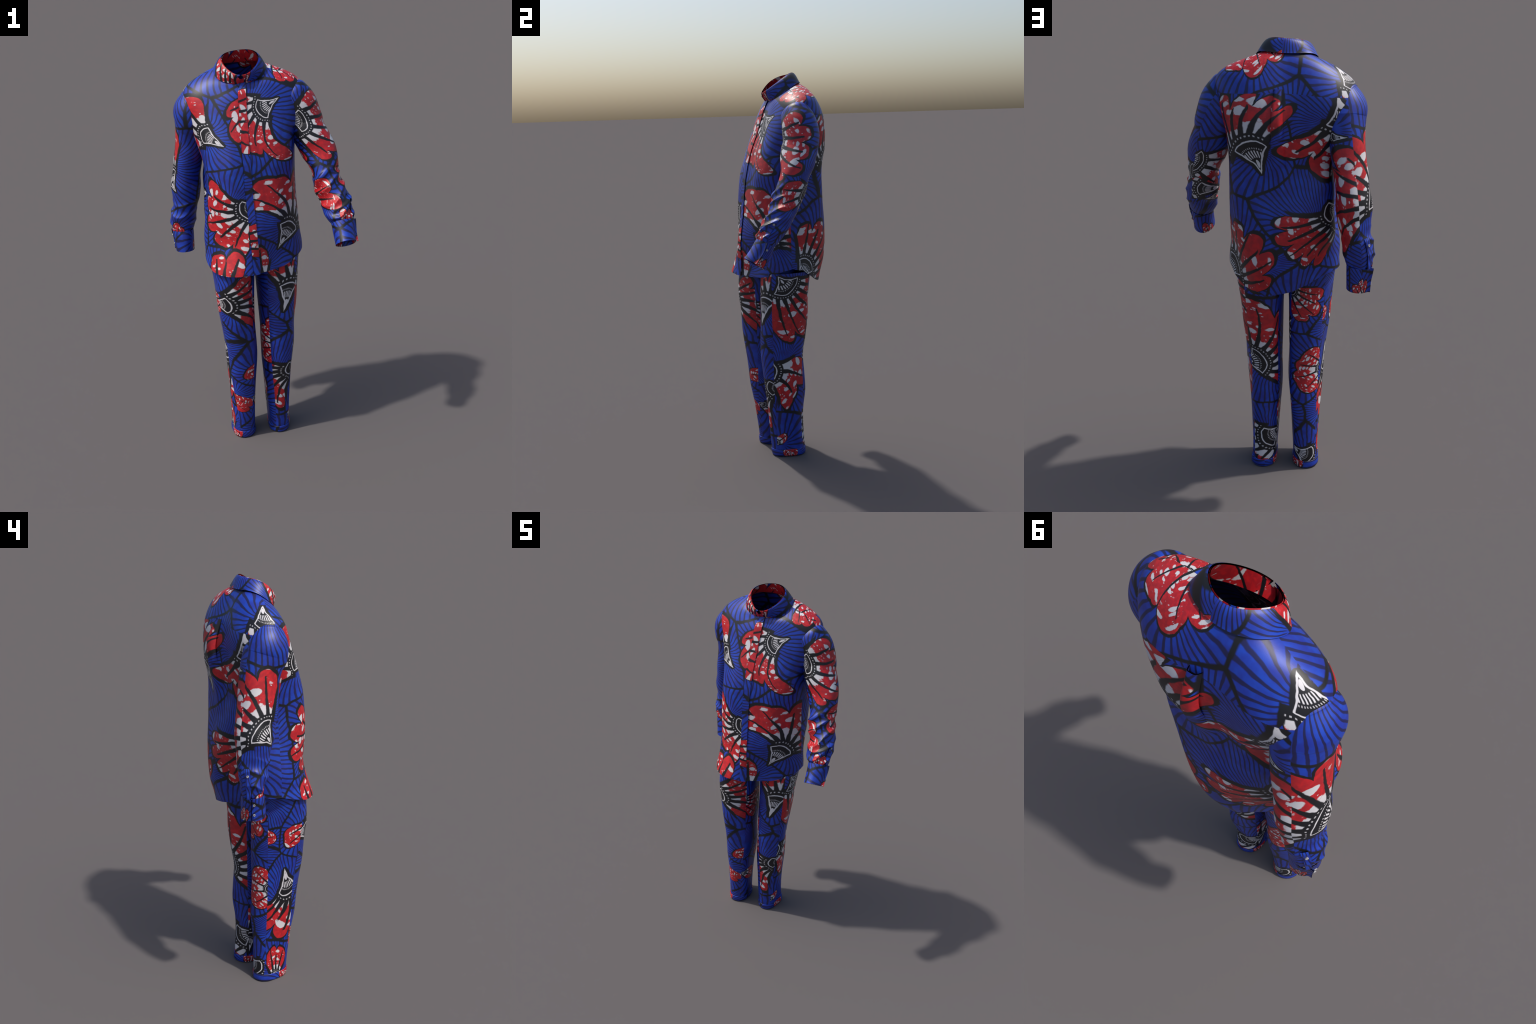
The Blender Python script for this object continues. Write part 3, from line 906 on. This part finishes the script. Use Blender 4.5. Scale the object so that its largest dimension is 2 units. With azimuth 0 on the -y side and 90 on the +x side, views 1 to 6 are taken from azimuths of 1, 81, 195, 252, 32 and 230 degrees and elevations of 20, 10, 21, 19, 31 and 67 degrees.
# collar: a fold-over leaf and the stand inside it
nt_, nv = 150, 16
v = np.linspace(0, 1, nv)
Lf = np.zeros((nv, nt_, 3))
for i, vi in enumerate(v * 1.09):
    a = np.radians(np.linspace(273 + 16 * vi, 629 - 8 * vi, nt_))
    T = harmonic(COLLAR_TOP, a); B = harmonic(COLLAR_HEM, a)
    P = T + (B - T) * vi
    out = (P - np.array([-.052, .03, 0])) * np.array([1, 1, 0]); out /= np.linalg.norm(out, axis=1)[:, None]
    P = P + out * (.0045 * math.sin(math.pi * min(vi, 1.) ** .6))
    P[:, 2] -= .002 * max(1 - vi, 0) ** 6
    Lf[i] = P
NL = grid_normals(Lf)
if NL[8, 75, 1] < 0:
    NL = -NL
sheet("collar_leaf", Lf, NL, extra_cloth("collar", "front"), shirt, .0024)
St = np.zeros((nv, nt_ + 6, 3))
for i, vi in enumerate(v):
    a = np.radians(np.linspace(262, 632, nt_ + 6))
    T = harmonic(COLLAR_TOP, a); c = np.array([-.05, .014, 0])
    T = c + (T - c) * np.array([.955, .955, 1])
    Bn = NECK_MID + (neckline(a) - NECK_MID) * np.array([1.0, 1.0, 1])
    Bn[:, 2] -= .003
    drop = .020 * bump(np.degrees(a) % 360, 272, 16)
    T[:, 2] -= .0015 + drop
    P = T + (Bn - T) * vi
    over = np.linspace(0, 1, nt_ + 6)
    out = (P - c) * np.array([1, 1, 0]); out /= np.linalg.norm(out, axis=1)[:, None]
    P += out * (.004 * smooth(.92, 1, over))[:, None]
    St[i] = P
NS = grid_normals(St)
if NS[8, 75, 1] < 0:
    NS = -NS
sheet("collar_stand", St, NS, extra_cloth("stand", "front"), shirt, .0022)


# sleeves and cuffs
def button(loc, nrm, parent, mat, rad=.0058):
    nrm = nrm / np.linalg.norm(nrm)
    e1 = np.cross(nrm, [0, 0, 1.]); e1 /= np.linalg.norm(e1); e2 = np.cross(nrm, e1)
    prof = [(0, .0022), (.45, .0021), (.62, .0026), (.82, .0031), (.96, .0024), (1, .0010), (.96, -.0006)]
    n = 28
    V = []; F = []
    for pr, h in prof[1:]:
        for j in range(n):
            a = j * TAU / n
            V.append(loc + (e1*math.cos(a) + e2*math.sin(a)) * rad*pr + nrm*h)
    V.append(loc + nrm * prof[0][1])
    top = len(V) - 1
    for j in range(n):
        F.append((top, j, (j + 1) % n))
    for k in range(len(prof) - 2):
        for j in range(n):
            F.append((k*n + j, (k + 1)*n + j, (k + 1)*n + (j + 1) % n, k*n + (j + 1) % n))
    me = bpy.data.meshes.new("button"); me.from_pydata([tuple(p) for p in V], [], F); me.update()
    import bmesh
    bm = bmesh.new(); bm.from_mesh(me); bmesh.ops.recalc_face_normals(bm, faces=bm.faces); bm.to_mesh(me); bm.free()
    me.polygons.foreach_set("use_smooth", [True] * len(me.polygons))
    ob = bpy.data.objects.new("button", me)
    bpy.context.scene.collection.objects.link(ob); ob.parent = parent
    me.materials.append(mat)
    return ob


pearl = bpy.data.materials.new("pearl_button"); pearl.use_nodes = True
bs = pearl.node_tree.nodes["Principled BSDF"]
tc = pearl.node_tree.nodes.new("ShaderNodeTexCoord")
cr = noise(pearl.node_tree, tc.outputs["Object"], 180.0, 2.0)
pearl.node_tree.links.new(mix_color(pearl.node_tree, cr.step(.35, .65), (.20, .20, .22), (.42, .41, .42)), bs.inputs["Base Color"])
bs.inputs["Roughness"].default_value = .28


def make_sleeve(K, folds, cuff_from, cuff_to, face_out, mat, key, placket_len):
    nC, nR = 96, 200
    last = len(K) - 1
    k = np.concatenate([np.zeros(14), np.linspace(0, cuff_from, nR - 14)])
    a = np.linspace(0, TAU, nC + 1)
    A, Kk = np.meshgrid(a, k)
    P = tube_point(K, Kk, A)
    n = grid_normals(tube_point(K, np.repeat(np.linspace(0, cuff_from, nR)[:, None], nC + 1, 1), A))
    ctr = P[:, :-1].mean(1, keepdims=True)
    if ((P - ctr) * n).sum() < 0:
        n = -n
    P = P + n * folds(P, A)[..., None]
    # the cap closes inside the shoulder
    top = P[:15].mean(1, keepdims=True)
    dome = np.linspace(.03, 1, 15)[:, None, None] * math.pi / 2
    inward = -tube_frame(K, np.zeros(1))[1][0]
    P[:15] = top + (P[:15] - top) * np.sin(dome) + inward * np.cos(dome) * .06
    # gathered into the cuff
    gth = smooth(cuff_from - .35, cuff_from, Kk)
    P = P - n * (.004 * gth * (.6 + .6*np.abs(np.sin(A * 9))))[..., None]
    P[:, -1] = P[:, 0]
    n = grid_normals(P[:, :-1], True)
    if ((P[:, :-1] - ctr) * n).sum() < 0:
        n = -n
    sl = sheet("sleeve", P[:, :-1], n, mat, shirt, .0026, close=True)
    # cuff: a stiff band whose ends overlap, the under end standing out as a fin
    rows = 26
    kk = np.linspace(cuff_from - .03, cuff_to, rows)
    start = math.radians(face_out)
    ang = start + np.linspace(0, TAU * .985, 100)
    Cf = np.zeros((rows, 100 + 9, 3))
    for i, kv in enumerate(kk):
        f = i / (rows - 1)
        ring = tube_point(K, np.full(100, kv), ang, .0015 - .0035 * (1 - f) ** 5)
        ring2 = tube_point(K, np.full(100, kv), ang, .0045 - .0015 * (1 - f) ** 5)
        w_end = smooth(.86, 1.0, np.linspace(0, 1, 100))[:, None]
        ring = ring + (ring2 - ring) * w_end
        tng = ring[-1] - ring[-3]; tng /= np.linalg.norm(tng)
        ce = tube_point(K, np.full(1, kv), np.array([ang[-1] + math.pi]))[0]
        outw = ring[-1] - ce; outw /= np.linalg.norm(outw)
        fin = [ring[-1] + tng * (.0016 * j) + outw * (.0001 * j * j) for j in range(1, 10)]
        Cf[i] = np.concatenate([ring, np.array(fin)])
    NC = grid_normals(Cf)
    cc = Cf[:, :100].mean(1, keepdims=True)
    if ((Cf[:, :100] - cc) * NC[:, :100]).sum() < 0:
        NC = -NC
    cuff = sheet("cuff", Cf, NC, extra_cloth(key, "sleeve_l" if K is SLEEVE_LEFT else "sleeve_r"), sl, .0028)
    # sleeve placket: narrow band running up from the cuff over the slit
    m = 40
    kp = np.linspace(cuff_from - placket_len, cuff_from - .02, m)
    w = np.linspace(-1, 1, 7)
    SP = np.zeros((m, 7, 3)); rad = .055
    for j, wj in enumerate(w):
        aa = np.full(m, start - .12) + wj * .010 / rad
        q = tube_point(K, kp, aa, .0045)
        q = q + (q - tube_point(K, kp, aa, -.03)) / .0345 * (folds(q, aa)[:, None])
        SP[:, j] = q
    NSP = grid_normals(SP)
    if ((SP - tube_point(K, kp, np.full(m, start + math.pi))[:, None]) * NSP).sum() < 0:
        NSP = -NSP
    SP = SP + NSP * (.0016 - .0018 * np.abs(w)[None, :, None] ** 6)
    sheet("sleeve_placket", SP, NSP, extra_cloth(key + "_band", "sleeve_l" if K is SLEEVE_LEFT else "sleeve_r"), sl, .0024)
    button(SP[10, 3] + NSP[10, 3]*.0012, NSP[10, 3], sl, pearl)
    for r in (6, 18):
        for col in (5,):
            button(Cf[r, col] + NC[r, col]*.0065, NC[r, col], cuff, pearl)
    return sl


make_sleeve(SLEEVE_LEFT, folds_left, 12.0, 13.8, 352, MAT["sleeve_l"], "cuff_l", 1.9)
make_sleeve(SLEEVE_RIGHT, folds_right, 12.2, 13.9, 150, MAT["sleeve_r"], "cuff_r", 2.0)

# ---------------------------------------------------------------- the trousers
trousers = empty("trousers")
trousers["label"] = "straight blue, red and white wax print trousers with turn-ups"
trousers["category"] = "trousers"


def make_leg(K, panels, side):
    leg = None
    zs = np.concatenate([np.linspace(.004, .05, 8)[:-1], np.linspace(.05, 1.0, 110)])
    for pn, a0, a1, n in panels:
        s0 = np.radians(np.interp(zs, LEG_SEAM_Z, a0)); s1 = np.radians(np.interp(zs, LEG_SEAM_Z, a1))
        f = np.linspace(0, 1, n + 1)
        A = s0[:, None] + (s1 - s0)[:, None] * f
        Z = np.repeat(zs[:, None], n + 1, 1)
        P = leg_point(K, Z, A)
        # true normals of the whole leg from small steps
        e = 1e-3
        du = leg_point(K, Z, A + e) - leg_point(K, Z, A - e); dz = leg_point(K, Z + e, A) - leg_point(K, np.maximum(Z - e, 0), A)
        Nn = np.cross(du, dz); Nn /= np.linalg.norm(Nn, axis=2)[..., None]
        fold = .0022 * np.sin(5*A + 4*Z) * smooth(.02, .2, Z) + .002*np.sin(17*Z + 2*A) * bump(Z, .5, .2)
        P = P + Nn * fold[..., None]
        ob = sheet(pn + "_leg_panel", P, Nn, MAT[f"leg_{side}_{pn}"], trousers)
    # turn-up
    zt = np.array([.0, .0005, .003, .010, .022, .033, .0362, .0370])
    gr = np.array([-.004, .0005, .0032, .0042, .0040, .0038, .0030, .0012])
    n = 96
    a = np.linspace(0, TAU, n + 1)[:-1]
    P = np.stack([leg_point(K, np.full(n, z), a, g) for z, g in zip(zt, gr)])
    Nn = grid_normals(P, True)
    if ((P - P.mean(1, keepdims=True)) * Nn).sum() < 0:
        Nn = -Nn
    sheet("turn_up", P, Nn, extra_cloth("turn_up_" + side, f"leg_{side}_front"), trousers, .002, close=True)


const = lambda d: [d] * 4
make_leg(LEG_LEFT, [("back", const(68), const(150), 26), ("inner", const(150), SEAMS_LEFT[0], 34), ("front", SEAMS_LEFT[0], SEAMS_LEFT[1], 20), ("outer", SEAMS_LEFT[1], const(428), 36)], "l")
make_leg(LEG_RIGHT, [("back", const(58), const(138), 26), ("outer", const(138), SEAMS_RIGHT[1], 36), ("front", SEAMS_RIGHT[1], SEAMS_RIGHT[0], 20), ("inner", SEAMS_RIGHT[0], const(418), 36)], "r")

# seat and waistband, under the shirt
zs = np.linspace(.965, 1.16, 24); a = np.linspace(0, TAU, 97)[:-1]
P = np.zeros((24, 96, 3))
for i, z in enumerate(zs):
    f = i / 23
    hx, hy = .178 - .02*f, .112 - .004*f
    sg = lambda t, p: np.sign(t) * np.abs(t) ** p
    zz2 = np.full(96, z)
    P[i] = np.stack([-.036 + hx*sg(np.cos(a), .8), -.018 + hy*sg(np.sin(a), .9), zz2], -1)
Nn = grid_normals(P, True)
if ((P - P.mean(1, keepdims=True)) * Nn).sum() < 0:
    Nn = -Nn
sheet("waistband", P, Nn, MAT["leg_r_front"], trousers, .003, close=True)
